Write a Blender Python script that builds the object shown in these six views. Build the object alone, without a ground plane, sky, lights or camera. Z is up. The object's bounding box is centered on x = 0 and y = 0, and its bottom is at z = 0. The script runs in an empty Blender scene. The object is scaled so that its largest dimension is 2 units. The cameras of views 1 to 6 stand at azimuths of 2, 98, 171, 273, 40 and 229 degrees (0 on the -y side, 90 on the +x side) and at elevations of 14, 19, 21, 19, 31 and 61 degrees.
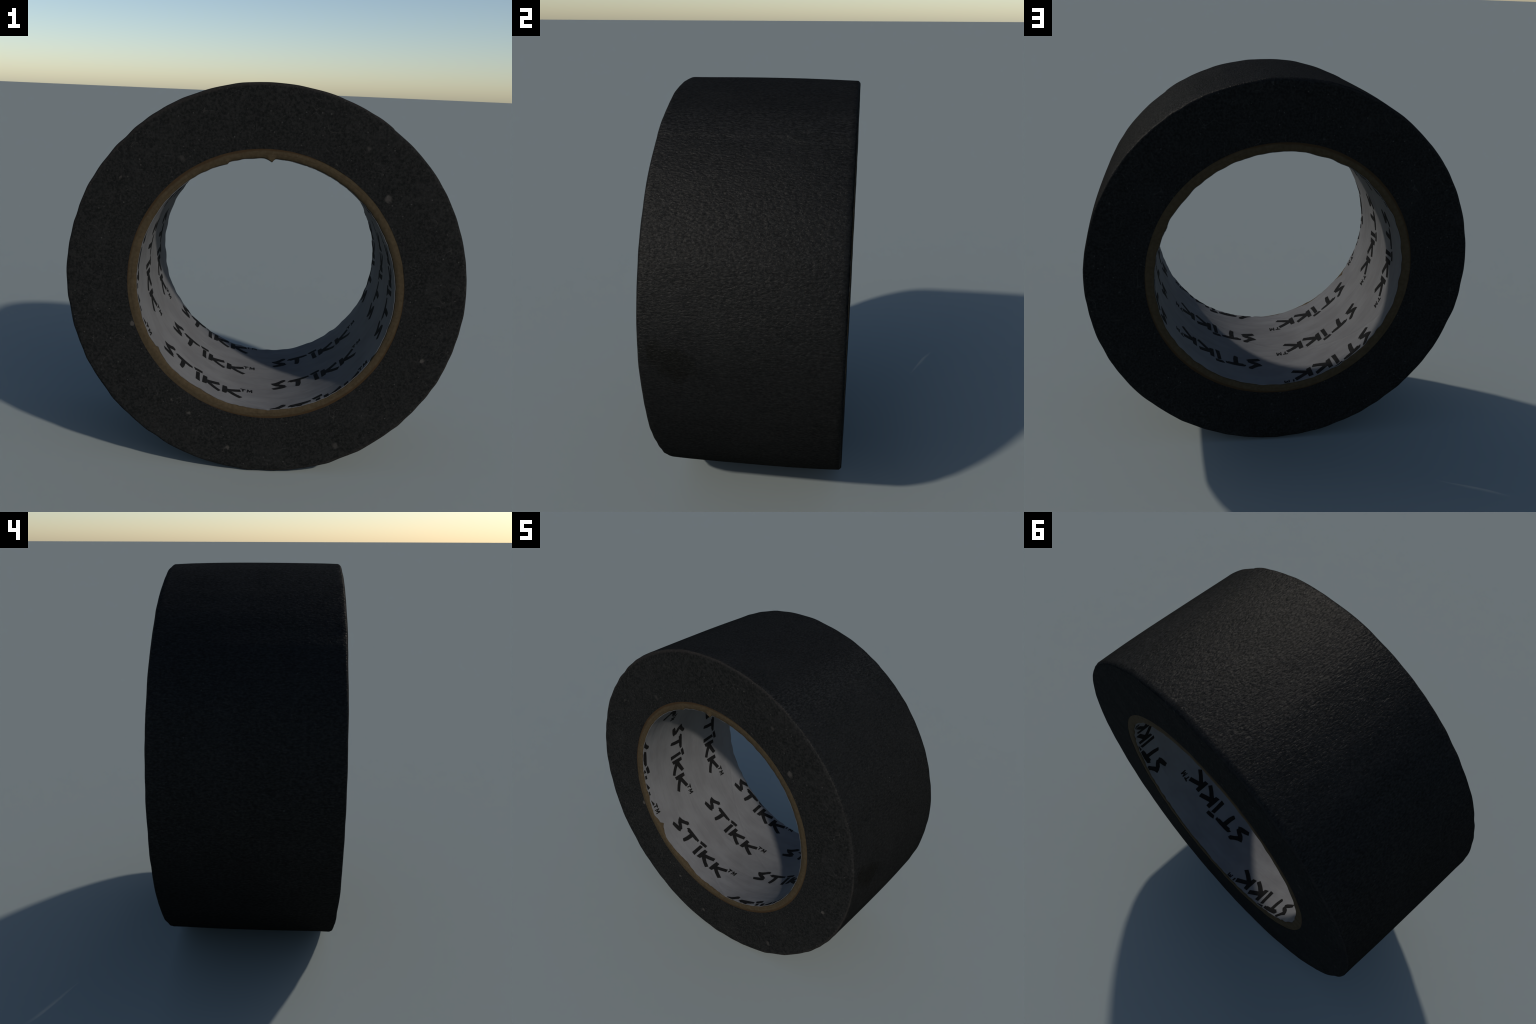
"""Roll of black masking tape standing on its rim: wound tape body, cardboard
core, white printed liner inside the core with rows of lettering."""
import bpy, bmesh, math
from mathutils import Vector, noise

TAU = 2 * math.pi
CX, CZ = 0.0, 1.0                # axis of the roll runs along y through (CX, CZ)
HALF = 0.4275                    # half width of the tape
R_OUT, R_CORE = 0.9965, 0.690
R_LINER = 0.6435

# ------------------------------------------------------------------ helpers
def rad(d):
    return math.radians(d)

def n3(x, y, z):
    return noise.noise(Vector((x, y, z)))

def ring_noise(th, freq, seed, y=0.0):
    """smooth noise that closes round the ring"""
    return n3(math.cos(th) * freq + seed, y, math.sin(th) * freq - seed)

def bump(x, c, w):
    return math.exp(-((x - c) / w) ** 2)

def wrap_deg(a, b):
    return (a - b + 180.0) % 360.0 - 180.0

def piecewise(knots, deg):
    """linear interpolation of (angle, value) knots round 360 degrees"""
    d = deg % 360.0
    k = knots + [(knots[0][0] + 360.0, knots[0][1])]
    if d < k[0][0]:
        d += 360.0
    for (a, va), (b, vb) in zip(k, k[1:]):
        if a <= d <= b:
            f = (d - a) / (b - a)
            return va + (vb - va) * f
    return k[0][1]

def out_of_round(th):
    """the whole roll is slightly squashed along one diagonal"""
    return -0.0032 * math.cos(2 * th) - 0.0068 * math.sin(2 * th)

def place(th, r, y):
    r += out_of_round(th)
    return (CX + r * math.cos(th), y, CZ + r * math.sin(th))

def loft(name, n_th, profile, mats, mat_of=None):
    """closed ring: profile(th) returns a closed list of (r, y); swept round y"""
    verts, faces, mi = [], [], []
    m = None
    for i in range(n_th):
        th = TAU * i / n_th
        p = profile(th)
        m = len(p)
        verts += [place(th, r, y) for r, y in p]
    for i in range(n_th):
        a, b = i * m, ((i + 1) % n_th) * m
        for j in range(m):
            k = (j + 1) % m
            faces.append((a + j, a + k, b + k, b + j))
            mi.append(mat_of(j) if mat_of else 0)
    me = bpy.data.meshes.new(name)
    me.from_pydata(verts, [], faces)
    for mt in mats:
        me.materials.append(mt)
    me.polygons.foreach_set("material_index", mi)
    bm = bmesh.new(); bm.from_mesh(me)
    bmesh.ops.recalc_face_normals(bm, faces=bm.faces)
    bm.to_mesh(me); bm.free()
    me.polygons.foreach_set("use_smooth", [True] * len(me.polygons))
    me.set_sharp_from_angle(angle=rad(50))
    ob = bpy.data.objects.new(name, me)
    bpy.context.collection.objects.link(ob)
    return ob

# ---------------------------------------------------------------- materials
class Nodes:
    def __init__(self, name):
        self.mat = bpy.data.materials.new(name)
        self.mat.use_nodes = True
        self.t = self.mat.node_tree
        self.t.nodes.clear()
        self.out = self.t.nodes.new("ShaderNodeOutputMaterial")
        self.bsdf = self.t.nodes.new("ShaderNodeBsdfPrincipled")
        self.t.links.new(self.bsdf.outputs[0], self.out.inputs[0])
        self.co = self.t.nodes.new("ShaderNodeTexCoord").outputs["Object"]

    def link(self, a, b):
        self.t.links.new(a, b)

    def _set(self, sock, v):
        if hasattr(v, "is_linked"):
            self.link(v, sock)
        else:
            sock.default_value = v

    def math(self, op, a, b=0.0, c=0.0, clamp=False):
        n = self.t.nodes.new("ShaderNodeMath"); n.operation = op; n.use_clamp = clamp
        for s, v in zip(n.inputs, (a, b, c)):
            self._set(s, v)
        return n.outputs[0]

    def mapping(self, scale=(1, 1, 1), loc=(0, 0, 0), src=None):
        n = self.t.nodes.new("ShaderNodeMapping")
        n.inputs["Scale"].default_value = scale
        n.inputs["Location"].default_value = loc
        self.link(src or self.co, n.inputs[0])
        return n.outputs[0]

    def noise(self, vec, scale, detail=2.0, rough=0.5):
        n = self.t.nodes.new("ShaderNodeTexNoise")
        n.inputs["Scale"].default_value = scale
        n.inputs["Detail"].default_value = detail
        n.inputs["Roughness"].default_value = rough
        self.link(vec, n.inputs["Vector"])
        return n.outputs[0]

    def voronoi(self, vec, scale, out="Distance"):
        n = self.t.nodes.new("ShaderNodeTexVoronoi")
        n.inputs["Scale"].default_value = scale
        self.link(vec, n.inputs["Vector"])
        return n.outputs[out]

    def ramp(self, fac, lo, hi, a=0.0, b=1.0):
        n = self.t.nodes.new("ShaderNodeMapRange")
        n.interpolation_type = "SMOOTHSTEP"
        self._set(n.inputs["Value"], fac)
        n.inputs["From Min"].default_value = lo
        n.inputs["From Max"].default_value = hi
        n.inputs["To Min"].default_value = a
        n.inputs["To Max"].default_value = b
        return n.outputs[0]

    def mix(self, fac, a, b):
        n = self.t.nodes.new("ShaderNodeMix"); n.data_type = "RGBA"
        self._set(n.inputs[0], fac)
        self._set(n.inputs[6], a if hasattr(a, "is_linked") else (*a, 1))
        self._set(n.inputs[7], b if hasattr(b, "is_linked") else (*b, 1))
        return n.outputs[2]

    def polar(self):
        """angle round the axis (degrees), radius, y"""
        s = self.t.nodes.new("ShaderNodeSeparateXYZ")
        self.link(self.co, s.inputs[0])
        x = self.math("SUBTRACT", s.outputs[0], CX)
        z = self.math("SUBTRACT", s.outputs[2], CZ)
        ang = self.math("MULTIPLY", self.math("ARCTAN2", z, x), 180 / math.pi)
        r = self.math("SQRT", self.math("ADD", self.math("MULTIPLY", x, x), self.math("MULTIPLY", z, z)))
        return ang, r, s.outputs[1]

    def spot(self, p, size, soft=0.5, wob=None):
        """1 inside a soft round blot at p"""
        n = self.t.nodes.new("ShaderNodeVectorMath"); n.operation = "DISTANCE"
        self.link(self.co, n.inputs[0]); n.inputs[1].default_value = p
        d = n.outputs["Value"]
        if wob is not None:
            d = self.math("ADD", d, wob)
        return self.ramp(d, size * (1 - soft), size, 1.0, 0.0)

    def bump(self, height, strength, dist, base=None):
        n = self.t.nodes.new("ShaderNodeBump")
        n.inputs["Strength"].default_value = strength
        n.inputs["Distance"].default_value = dist
        self.link(height, n.inputs["Height"])
        if base is not None:
            self.link(base, n.inputs["Normal"])
        return n.outputs[0]

    def sheen(self, amount, rough, normal):
        """lay a thin, even gloss over the matt base (no bright grazing rim)"""
        g = self.t.nodes.new("ShaderNodeBsdfPrincipled")
        g.inputs["Base Color"].default_value = (0.95, 0.90, 0.82, 1)  # gloss tinted warm to match the hue of the sun highlight
        g.inputs["Metallic"].default_value = 1.0
        self._set(g.inputs["Roughness"], rough)
        self.link(normal, g.inputs["Normal"])
        mx = self.t.nodes.new("ShaderNodeMixShader")
        self._set(mx.inputs[0], amount)
        self.link(self.bsdf.outputs[0], mx.inputs[1])
        self.link(g.outputs[0], mx.inputs[2])
        self.link(mx.outputs[0], self.out.inputs[0])

    def finish(self, col, rough, normal=None, spec=0.5):
        self._set(self.bsdf.inputs["Base Color"], col if hasattr(col, "is_linked") else (*col, 1))
        self._set(self.bsdf.inputs["Roughness"], rough)
        self.bsdf.inputs["Specular IOR Level"].default_value = spec
        if normal is not None:
            self.link(normal, self.bsdf.inputs["Normal"])
        return self.mat

def tape_wrap_material():
    """outer face of creped masking tape: black, faint cross grain, soft gloss"""
    m = Nodes("creped_black_paper")
    grain = m.noise(m.mapping((120, 55, 120)), 1.0, 4.0, 0.6)
    fine = m.noise(m.mapping((300, 170, 300)), 1.0, 2.0)
    cloud = m.noise(m.co, 5.0, 3.0)
    col = m.mix(m.ramp(grain, 0.3, 0.72), (0.0048, 0.0050, 0.0049), (0.0100, 0.0099, 0.0095))
    col = m.mix(m.ramp(cloud, 0.35, 0.75, 0.0, 0.3), col, (0.0112, 0.0112, 0.0109))
    # sparse pale lint
    lint = m.ramp(m.voronoi(m.mapping((1, 1, 1), (3, 1, 7)), 26.0), 0.05, 0.11, 1.0, 0.0)
    lint = m.math("MULTIPLY", lint, m.ramp(m.noise(m.co, 9.0, 1.0), 0.55, 0.68))
    col = m.mix(m.math("MULTIPLY", lint, 0.45), col, (0.045, 0.044, 0.042))
    # dark greasy blot near the rim
    wob = m.math("MULTIPLY", m.math("SUBTRACT", m.noise(m.co, 14.0, 3.0), 0.5), 0.14)
    blot = m.spot(place(rad(356.5), R_OUT, -0.275), 0.100, 0.6, wob)
    blot2 = m.spot(place(rad(358.5), R_OUT, -0.335), 0.080, 0.6, wob)
    blot = m.math("MULTIPLY", m.math("MAXIMUM", blot, blot2), 0.7)
    col = m.mix(blot, col, (0.0042, 0.0040, 0.0032))
    # rubbed greyish band beside the tape end
    ang, r, y = m.polar()
    band = m.math("MULTIPLY", m.ramp(m.math("ABSOLUTE", m.math("SUBTRACT", ang, 58.0)), 0.5, 11.0, 1.0, 0.0),
                  m.ramp(grain, 0.42, 0.68))
    col = m.mix(m.math("MULTIPLY", band, 0.30), col, (0.022, 0.022, 0.022))
    nd = m.bump(grain, 0.35, 0.003)
    nb = m.bump(grain, 0.9, 0.0055)
    nb = m.bump(fine, 0.4, 0.0012, nb)
    rough = m.ramp(grain, 0.3, 0.7, 0.36, 0.41)
    fleck = m.noise(m.mapping((135, 75, 135), (4, 7, 1)), 1.0, 3.0, 0.6)
    m.sheen(m.ramp(fleck, 0.32, 0.72, 0.0040, 0.0150), rough, nb)
    return m.finish(col, 0.9, nd, 0.0)

def tape_side_material():
    """edge of the wound layers: charcoal with mottled grain and fibre lint"""
    m = Nodes("wound_tape_edge")
    ang, r, y = m.polar()
    grain = m.noise(m.co, 90.0, 4.0, 0.65)
    cloud = m.noise(m.co, 7.0, 3.0, 0.6)
    col = m.mix(m.ramp(grain, 0.32, 0.70), (0.0070, 0.0073, 0.0071), (0.0185, 0.0180, 0.0168))
    col = m.mix(m.ramp(cloud, 0.45, 0.75, 0.0, 0.30), col, (0.0215, 0.0208, 0.0196))
    # faint winding rings
    rings = m.t.nodes.new("ShaderNodeTexNoise"); rings.noise_dimensions = "1D"
    m.link(m.math("MULTIPLY", r, 240.0), rings.inputs["W"])
    col = m.mix(m.ramp(rings.outputs[0], 0.5, 0.75, 0.0, 0.22), col, (0.010, 0.010, 0.010))
    # specks and smudges of lint
    v = m.mapping((1, 1, 1), (0.3, 0, 0.7))
    pale = m.ramp(m.voronoi(v, 17.0), 0.02, 0.17, 1.0, 0.0)
    pale = m.math("MULTIPLY", pale, m.ramp(m.noise(m.co, 11.0, 1.0), 0.54, 0.66))
    tiny = m.ramp(m.voronoi(v, 48.0), 0.10, 0.24, 1.0, 0.0)
    tiny = m.math("MULTIPLY", tiny, m.ramp(m.noise(m.co, 33.0, 1.0), 0.52, 0.68))
    col = m.mix(m.math("MULTIPLY", tiny, 0.7), col, (0.050, 0.047, 0.043))
    col = m.mix(m.math("MULTIPLY", pale, 0.4), col, (0.050, 0.047, 0.043))
    # hair-like fibres
    warp = m.mapping((1, 1, 1), (5, 2, 9))
    hair = m.ramp(m.math("ABSOLUTE", m.math("SUBTRACT", m.noise(warp, 14.0, 0.0), 0.5)), 0.004, 0.012, 1.0, 0.0)
    hair = m.math("MULTIPLY", hair, m.ramp(m.noise(m.co, 12.0, 0.0), 0.60, 0.66))
    col = m.mix(m.math("MULTIPLY", hair, 0.26), col, (0.055, 0.050, 0.045))
    # larger smudges
    wob = m.math("MULTIPLY", m.math("SUBTRACT", m.noise(m.co, 40.0, 2.0), 0.5), 0.04)
    for (x, z, s, f) in ((0.568, 1.482, 0.026, 0.8), (-0.419, 1.63, 0.022, 0.35), (0.804, 0.671, 0.017, 0.9),
                         (0.403, 0.177, 0.022, 0.5), (-0.157, 0.13, 0.014, 0.7), (-0.457, 0.381, 0.012, 0.8),
                         (-0.366, 0.318, 0.011, 0.8), (-0.716, 1.53, 0.011, 0.8), (-0.662, 0.789, 0.013, 0.9),
                         (0.456, 1.716, 0.015, 0.45)):
        k = m.math("MULTIPLY", m.spot((x, -HALF, z), s, 0.9, wob), f * 0.7)
        col = m.mix(k, col, (0.075, 0.066, 0.058))
    # worn outer rim, a shade warmer
    rim = m.math("MULTIPLY", m.ramp(r, R_OUT - 0.016, R_OUT - 0.006), 0.35)
    col = m.mix(rim, col, (0.030, 0.025, 0.022))
    nb = m.bump(grain, 0.4, 0.004)
    return m.finish(col, 0.9, nb, 0.02)

def core_material():
    """raw grey-brown cardboard"""
    m = Nodes("brown_cardboard")
    ang, r, y = m.polar()
    grain = m.noise(m.co, 60.0, 4.0, 0.6)
    col = m.mix(m.ramp(grain, 0.3, 0.7), (0.042, 0.0295, 0.0155), (0.056, 0.0405, 0.0225))
    # glue-darkened orange outer ply
    ply = m.math("ADD", r, m.math("MULTIPLY", m.math("SUBTRACT", m.noise(m.co, 12.0, 2.0), 0.5), 0.012))
    col = m.mix(m.ramp(ply, R_CORE - 0.010, R_CORE - 0.002, 0.0, 0.75), col, (0.033, 0.018, 0.0078))
    # ply lines
    line = m.ramp(m.math("ABSOLUTE", m.math("SUBTRACT", ply, R_CORE - 0.021)), 0.0004, 0.0022, 1.0, 0.0)
    line = m.math("MULTIPLY", line, m.ramp(m.noise(m.co, 4.0, 1.0), 0.5, 0.62))
    col = m.mix(m.math("MULTIPLY", line, 0.35), col, (0.022, 0.0135, 0.007))
    fleck = m.ramp(m.voronoi(m.co, 45.0), 0.06, 0.13, 1.0, 0.0)
    fleck = m.math("MULTIPLY", fleck, m.ramp(m.noise(m.co, 20.0), 0.55, 0.65))
    col = m.mix(m.math("MULTIPLY", fleck, 0.5), col, (0.095, 0.085, 0.07))
    return m.finish(col, 0.9, m.bump(grain, 0.35, 0.003), 0.08)

def liner_material():
    """thin greyish white paper"""
    m = Nodes("white_liner_paper")
    stain = m.noise(m.mapping((5, 8, 5)), 1.0, 5.0, 0.6)
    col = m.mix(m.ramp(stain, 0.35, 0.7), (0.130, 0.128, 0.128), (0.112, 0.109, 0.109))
    fine = m.noise(m.co, 90.0, 3.0)
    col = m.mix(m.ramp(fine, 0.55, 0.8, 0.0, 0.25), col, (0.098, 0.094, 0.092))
    fold = m.noise(m.mapping((3, 16, 3)), 1.0, 3.0)
    dots = m.ramp(m.voronoi(m.co, 12.0), 0.02, 0.05, 1.0, 0.0)
    dots = m.math("MULTIPLY", dots, m.ramp(m.noise(m.co, 5.0), 0.55, 0.6))
    col = m.mix(m.math("MULTIPLY", dots, 0.5), col, (0.05, 0.045, 0.045))
    # darker streaks that follow the wrinkles
    dark_streak = m.math("MULTIPLY", m.ramp(fold, 0.56, 0.70), m.ramp(m.noise(m.co, 3.5, 2.0), 0.45, 0.65))
    col = m.mix(m.math("MULTIPLY", dark_streak, 0.35), col, (0.082, 0.080, 0.082))
    nb = m.bump(fold, 0.25, 0.02)
    nb = m.bump(fine, 0.2, 0.002, nb)
    return m.finish(col, 0.85, nb, 0.05)

def ink_material():
    m = Nodes("black_print_ink")
    fine = m.noise(m.co, 110.0, 3.0)
    col = m.mix(m.ramp(fine, 0.4, 0.75), (0.0075, 0.0073, 0.0070), (0.0130, 0.0125, 0.0120))
    return m.finish(col, 0.8, None, 0.04)

# -------------------------------------------------------------- tape body
TAPE_END = 55.0   # degrees: where the loose end of the tape lies

def outer_radius(th, y):
    deg = math.degrees(th) % 360.0
    r = R_OUT
    # hand-scanned irregularity: long wobble plus short facets
    r += 0.0022 * ring_noise(th, 2.2, 3.1, y * 0.8)
    r += 0.0030 * ring_noise(th, 9.0, 7.7, y * 1.2)
    edge = max(0.0, (abs(y) - 0.30) / (HALF - 0.30))
    r += 0.0036 * edge ** 2 * ring_noise(th, 14.0, 1.3, 5.0 if y > 0 else 9.0)
    # faint crown; the far edge is drawn in more and leans to -x
    if y < 0:
        r -= 0.0022 * (y / HALF) ** 2
    else:
        r -= 0.0080 * (y / HALF) ** 2.5
        r -= 0.0035 * (y / HALF) ** 4 * math.cos(th)
    # last layer: step at the tape end that fades round the roll
    d = wrap_deg(deg, TAPE_END)
    if d < 0:
        r -= 0.0018 * math.exp(d / 60.0)
    # crumples beside the end
    r += 0.004 * bump(d, -1.0, 1.2) * bump(y, 0.205, 0.045)
    r -= 0.003 * bump(d, 1.2, 1.0) * bump(y, 0.215, 0.035)
    r += 0.0035 * bump(d, 0.0, 3.0) * max(0.0, n3(y * 18, d * 0.5, 2.0)) * bump(y, 0.33, 0.09)
    return r

OUTER_Y = [-HALF + 0.012 + (2 * HALF - 0.026) * i / 48 for i in range(49)]
FACE_R = [R_CORE + (R_OUT - 0.02 - R_CORE) * i / 14 for i in range(15)]

def face_y(th, r, side):
    # both faces are dished a little towards the core
    dish = max(0.0, (0.90 - r) / (0.90 - R_CORE))
    y = HALF - (0.0070 if side < 0 else 0.0030 + 0.0025 * dish ** 0.5) * (dish ** 1.5 if side < 0 else 1.0)
    y += 0.0016 * ring_noise(th, 3.0 + 3.0 * r, 4.0 + side * 3.0, r * 3.0)
    y += 0.0010 * ring_noise(th, 14.0, 8.0 + side, r * 9.0)
    return side * y

def tape_profile(th):
    p = []
    p += [(r, face_y(th, r, -1)) for r in FACE_R]
    ro = outer_radius(th, -HALF)
    yf = face_y(th, R_OUT, -1)
    p += [(ro - 0.0110, yf + 0.0006), (ro - 0.0060, yf + 0.0026), (ro - 0.0022, yf + 0.0062)]
    p += [(outer_radius(th, y), y) for y in OUTER_Y]
    ro = outer_radius(th, HALF)
    yb = face_y(th, R_OUT, 1)
    p += [(ro - 0.0022, yb - 0.0075), (ro - 0.0062, yb - 0.0032), (ro - 0.0115, yb - 0.0006)]
    p += [(r, face_y(th, r, 1)) for r in reversed(FACE_R)]
    return p

N_FRONT = len(FACE_R) + 2
N_WRAP = N_FRONT + len(OUTER_Y) + 1

def tape_material_slot(j):
    return 0 if N_FRONT <= j < N_WRAP else 1

# --------------------------------------------------- core and liner shapes
# torn places where the paper stops short of the cardboard rim (angle, y)
FRONT_TEAR = [(4, -0.417), (60, -0.415), (112, -0.414), (150, -0.415), (182, -0.408), (194, -0.404),
              (199, -0.411), (205.5, -0.418), (209, -0.404), (211.5, -0.396), (213, -0.376), (215, -0.392),
              (218, -0.406), (221.5, -0.416), (231, -0.408), (241, -0.394), (246, -0.404), (250, -0.411),
              (262, -0.404), (268, -0.410), (274, -0.418), (300, -0.419), (322, -0.417), (327, -0.414),
              (329, -0.397), (331, -0.410), (333, -0.418), (345, -0.413), (352, -0.417)]

def liner_front(th):
    y = piecewise(FRONT_TEAR, math.degrees(th)) + 0.004 * ring_noise(th, 22.0, 2.0)
    return max(y, face_y(th, R_CORE, -1) + 0.0045)

def liner_back(th):
    y = 0.4150 + 0.004 * ring_noise(th, 18.0, 6.0) + 0.003 * ring_noise(th, 5.0, 9.0)
    return min(y, face_y(th, R_CORE, 1) - 0.0045)

def rim_burr(th, y):
    """ragged bits of cardboard that hang into the bore at the two rims"""
    deg = math.degrees(th)
    d = 0.0
    f = bump(y, -HALF + 0.008, 0.022)
    if f > 0.001:
        a = wrap_deg(deg, 89.5)
        nub = 0.019 * (max(0.0, 1 - abs(a) / (1.6 if a < 0 else 3.6)) ** 1.6)
        b = wrap_deg(deg, 108.5)
        nub += 0.007 * (max(0.0, 1 - abs(b) / (1.2 if b > 0 else 1.0)) if b < 0 else math.exp(-b / 6.0))
        d += f * (nub + 0.0025 * ring_noise(th, 20.0, 3.0))
    g = bump(y, HALF, 0.04)
    if g > 0.001:
        lump = 0.006 * bump(wrap_deg(deg, 186), 0, 3) + 0.004 * bump(wrap_deg(deg, 318), 0, 4)
        d += g * (lump + 0.006 * ring_noise(th, 11.0, 8.0) - 0.002)
    return d

def seam_step(deg, y):
    """spiral butt joints of the liner: shallow grooves"""
    g = 0.0
    for (a0, y0, slope, lo, hi) in ((254, -0.312, -0.0052, 250, 276), (222, 0.254, -0.0054, 200, 290),
                                    (308, -0.245, -0.0054, 292, 330), (20, -0.1, -0.0054, 5, 60),
                                    (120, 0.2, -0.0054, 95, 160)):
        d = wrap_deg(deg, a0)
        if wrap_deg(lo, a0) < d < wrap_deg(hi, a0):
            g += bump(y, y0 + slope * d, 0.0035)
    return g

def liner_radius(th, y):
    deg = math.degrees(th) % 360.0
    r = R_LINER
    # long soft wrinkles that run round the bore
    r += 0.0024 * ring_noise(th, 1.3, 5.0, y * 9.0 + 0.6 * math.sin(th * 2))
    r += 0.0012 * ring_noise(th, 3.0, 1.5, y * 22.0)
    r += 0.0016 * ring_noise(th, 5.0, 2.5, y * 3.0)
    # narrows a little to the far rim
    r -= 0.004 * max(0.0, (y - 0.1) / 0.32) ** 2
    # creased patch
    r += 0.003 * bump(wrap_deg(deg, 280), 0, 14) * bump(y, 0.36, 0.05) * n3(deg * 0.12, y * 40, 3.0)
    r += 0.0020 * seam_step(deg, y)
    return r - rim_burr(th, y)

def bore_radius(th, y):
    return max(liner_radius(th, y) + 0.0026, 0.60)

N_CORE_Y = 60
def core_profile(th):
    yf = face_y(th, R_CORE, -1) + 0.0012 + 0.0012 * ring_noise(th, 12.0, 4.4)
    yb = face_y(th, R_CORE, 1) - 0.0012 - 0.0014 * ring_noise(th, 12.0, 5.4)
    p = []
    for i in range(N_CORE_Y + 1):
        y = yf + 0.004 + (yb - yf - 0.008) * i / N_CORE_Y
        p.append((bore_radius(th, y), y))
    p.append((bore_radius(th, yb) + 0.0035, yb))
    p += [(R_CORE - 0.020, yb + 0.0006), (R_CORE + 0.0006, yb)]
    p += [(R_CORE + 0.0006, yf), (R_CORE - 0.020, yf - 0.0006)]
    p.append((bore_radius(th, yf) + 0.0035, yf))
    return p

N_LINER_Y = 130
def liner_profile(th):
    yf, yb = liner_front(th), liner_back(th)
    p = []
    for i in range(N_LINER_Y + 1):
        y = yf + (yb - yf) * i / N_LINER_Y
        p.append((liner_radius(th, y), y))
    for i in range(0, N_LINER_Y + 1, 10):
        y = yb + (yf - yb) * i / N_LINER_Y
        p.append((liner_radius(th, y) + 0.0020, y))
    return p

# -------------------------------------------------------------- lettering
# brushy slanted capitals; s runs along the circumference, v across (metres)
GLYPHS = [
    [(0.023, -0.053), (0.010, -0.035), (0.030, -0.025), (0.057, -0.015), (0.033, -0.006), (0.015, 0.009),
     (0.005, 0.026), (0.030, 0.035), (0.050, 0.049), (0.065, 0.065), (0.076, 0.067), (0.089, 0.061),
     (0.084, 0.056), (0.088, 0.049), (0.068, 0.033), (0.050, 0.015), (0.069, 0.007), (0.088, -0.005),
     (0.086, -0.017), (0.095, -0.027), (0.080, -0.038), (0.053, -0.046)],
    [(0.099, 0.030), (0.104, 0.042), (0.112, 0.049), (0.146, 0.053), (0.185, 0.055), (0.220, 0.055),
     (0.223, 0.038), (0.209, 0.038), (0.207, 0.033), (0.174, 0.030), (0.174, -0.013), (0.168, -0.045),
     (0.162, -0.050), (0.144, -0.042), (0.146, -0.008), (0.145, 0.026), (0.119, 0.022), (0.113, 0.030)],
    [(0.257, -0.047), (0.253, -0.004), (0.249, 0.038), (0.272, 0.046), (0.277, 0.000), (0.284, -0.048)],
    [(0.228, 0.064), (0.256, 0.072), (0.284, 0.076), (0.287, 0.055), (0.263, 0.050), (0.240, 0.046)],
    [(0.297, -0.041), (0.295, 0.001), (0.294, 0.045), (0.319, 0.048), (0.323, 0.021), (0.357, 0.037),
     (0.392, 0.053), (0.399, 0.028), (0.375, 0.015), (0.348, 0.001), (0.377, -0.018), (0.408, -0.032),
     (0.403, -0.043), (0.396, -0.054), (0.359, -0.037), (0.325, -0.017), (0.323, -0.032)],
    [(0.417, -0.040), (0.415, 0.001), (0.414, 0.042), (0.440, 0.044), (0.444, 0.018), (0.477, 0.035),
     (0.512, 0.052), (0.520, 0.027), (0.494, 0.015), (0.466, 0.000), (0.495, -0.018), (0.531, -0.035),
     (0.523, -0.045), (0.515, -0.054), (0.478, -0.037), (0.445, -0.017), (0.442, -0.034)],
    [(0.514, 0.069), (0.544, 0.067), (0.544, 0.058), (0.534, 0.059), (0.533, 0.037), (0.525, 0.036),
     (0.525, 0.060), (0.515, 0.061)],
    [(0.551, 0.034), (0.552, 0.070), (0.559, 0.070), (0.566, 0.054), (0.573, 0.070), (0.581, 0.070),
     (0.582, 0.035), (0.575, 0.035), (0.574, 0.055), (0.568, 0.040), (0.563, 0.040), (0.558, 0.055), (0.557, 0.034)],
]
WORDS, ROW = 6, 0.3135
FIRST = 214.4

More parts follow.
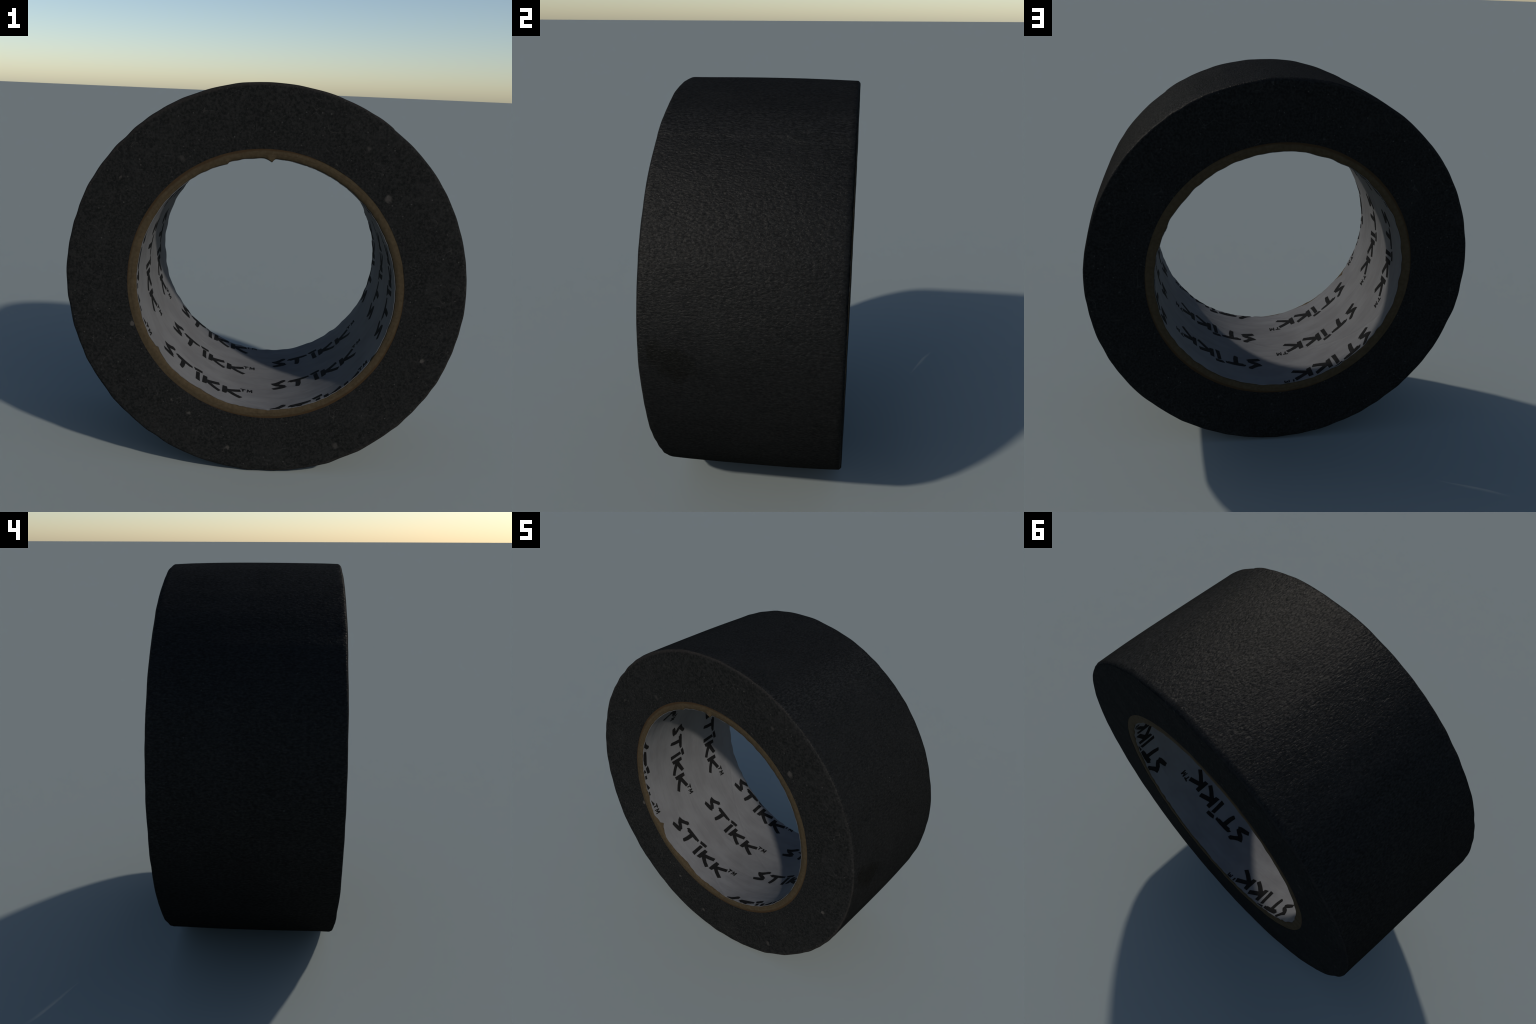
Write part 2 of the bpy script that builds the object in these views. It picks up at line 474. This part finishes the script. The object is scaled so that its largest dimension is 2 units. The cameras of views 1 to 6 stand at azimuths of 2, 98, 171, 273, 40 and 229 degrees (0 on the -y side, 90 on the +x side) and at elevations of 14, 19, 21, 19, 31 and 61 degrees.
def word_mesh(name, start_deg, y0, ink):
    bm = bmesh.new()
    for g in GLYPHS:
        part = bmesh.new()
        part.faces.new([part.verts.new((s, v, 0.0)) for s, v in g])
        bmesh.ops.triangulate(part, faces=part.faces[:])
        # cut off what would run past the paper at this letter
        s0, s1 = min(p[0] for p in g), max(p[0] for p in g)
        span = [rad(start_deg) + (s0 + (s1 - s0) * i / 6) / 0.645 for i in range(7)]
        near, far = max(map(liner_front, span)) + 0.001, min(map(liner_back, span)) - 0.001
        for (lim, sgn) in ((near - y0, -1), (far - y0, 1)):
            bmesh.ops.bisect_plane(part, geom=part.verts[:] + part.edges[:] + part.faces[:],
                                   plane_co=(0, lim, 0), plane_no=(0, sgn, 0), clear_outer=True)
        tmp = bpy.data.meshes.new("glyph")
        part.to_mesh(tmp); part.free()
        bm.from_mesh(tmp)
        bpy.data.meshes.remove(tmp)
    if not bm.faces:
        bm.free()
        return None
    for _ in range(6):
        long = [e for e in bm.edges if e.calc_length() > 0.012]
        if not long:
            break
        bmesh.ops.subdivide_edges(bm, edges=long, cuts=1)
        bmesh.ops.triangulate(bm, faces=[f for f in bm.faces if len(f.verts) > 3])
    # give the ink a body, then wrap it on to the liner
    top = bmesh.ops.extrude_face_region(bm, geom=bm.faces[:])
    for v in [e for e in top["geom"] if isinstance(e, bmesh.types.BMVert)]:
        v.co.z = 1.0
    for v in bm.verts:
        th = rad(start_deg) + v.co.x / 0.645
        y = y0 + v.co.y
        r = liner_radius(th, y) - (0.0011 if v.co.z > 0.5 else -0.0006)
        v.co = Vector(place(th, r, y))
    bmesh.ops.recalc_face_normals(bm, faces=bm.faces)
    me = bpy.data.meshes.new(name)
    bm.to_mesh(me); bm.free()
    me.materials.append(ink)
    return me

# ------------------------------------------------------------------- build
def build():
    root = bpy.data.objects.new("tape_roll", None)
    root["label"] = "black masking tape roll with printed white cardboard core"
    root["category"] = "adhesive tape"
    bpy.context.collection.objects.link(root)

    tape = loft("wound_tape", 900, tape_profile, [tape_wrap_material(), tape_side_material()], tape_material_slot)
    core = loft("cardboard_core", 720, core_profile, [core_material()])
    liner = loft("paper_liner", 1080, liner_profile, [liner_material()])
    for ob in (tape, core, liner):
        ob.parent = root

    ink = ink_material()
    for k in range(WORDS):
        start = FIRST + k * 360.0 / WORDS
        first = -0.271 if k % 2 == 0 else -0.436
        for row in range(3):
            me = word_mesh("printed_word", start, first + row * ROW, ink)
            if me is None:
                continue
            ob = bpy.data.objects.new("printed_word", me)
            bpy.context.collection.objects.link(ob)
            ob.parent = liner

build()
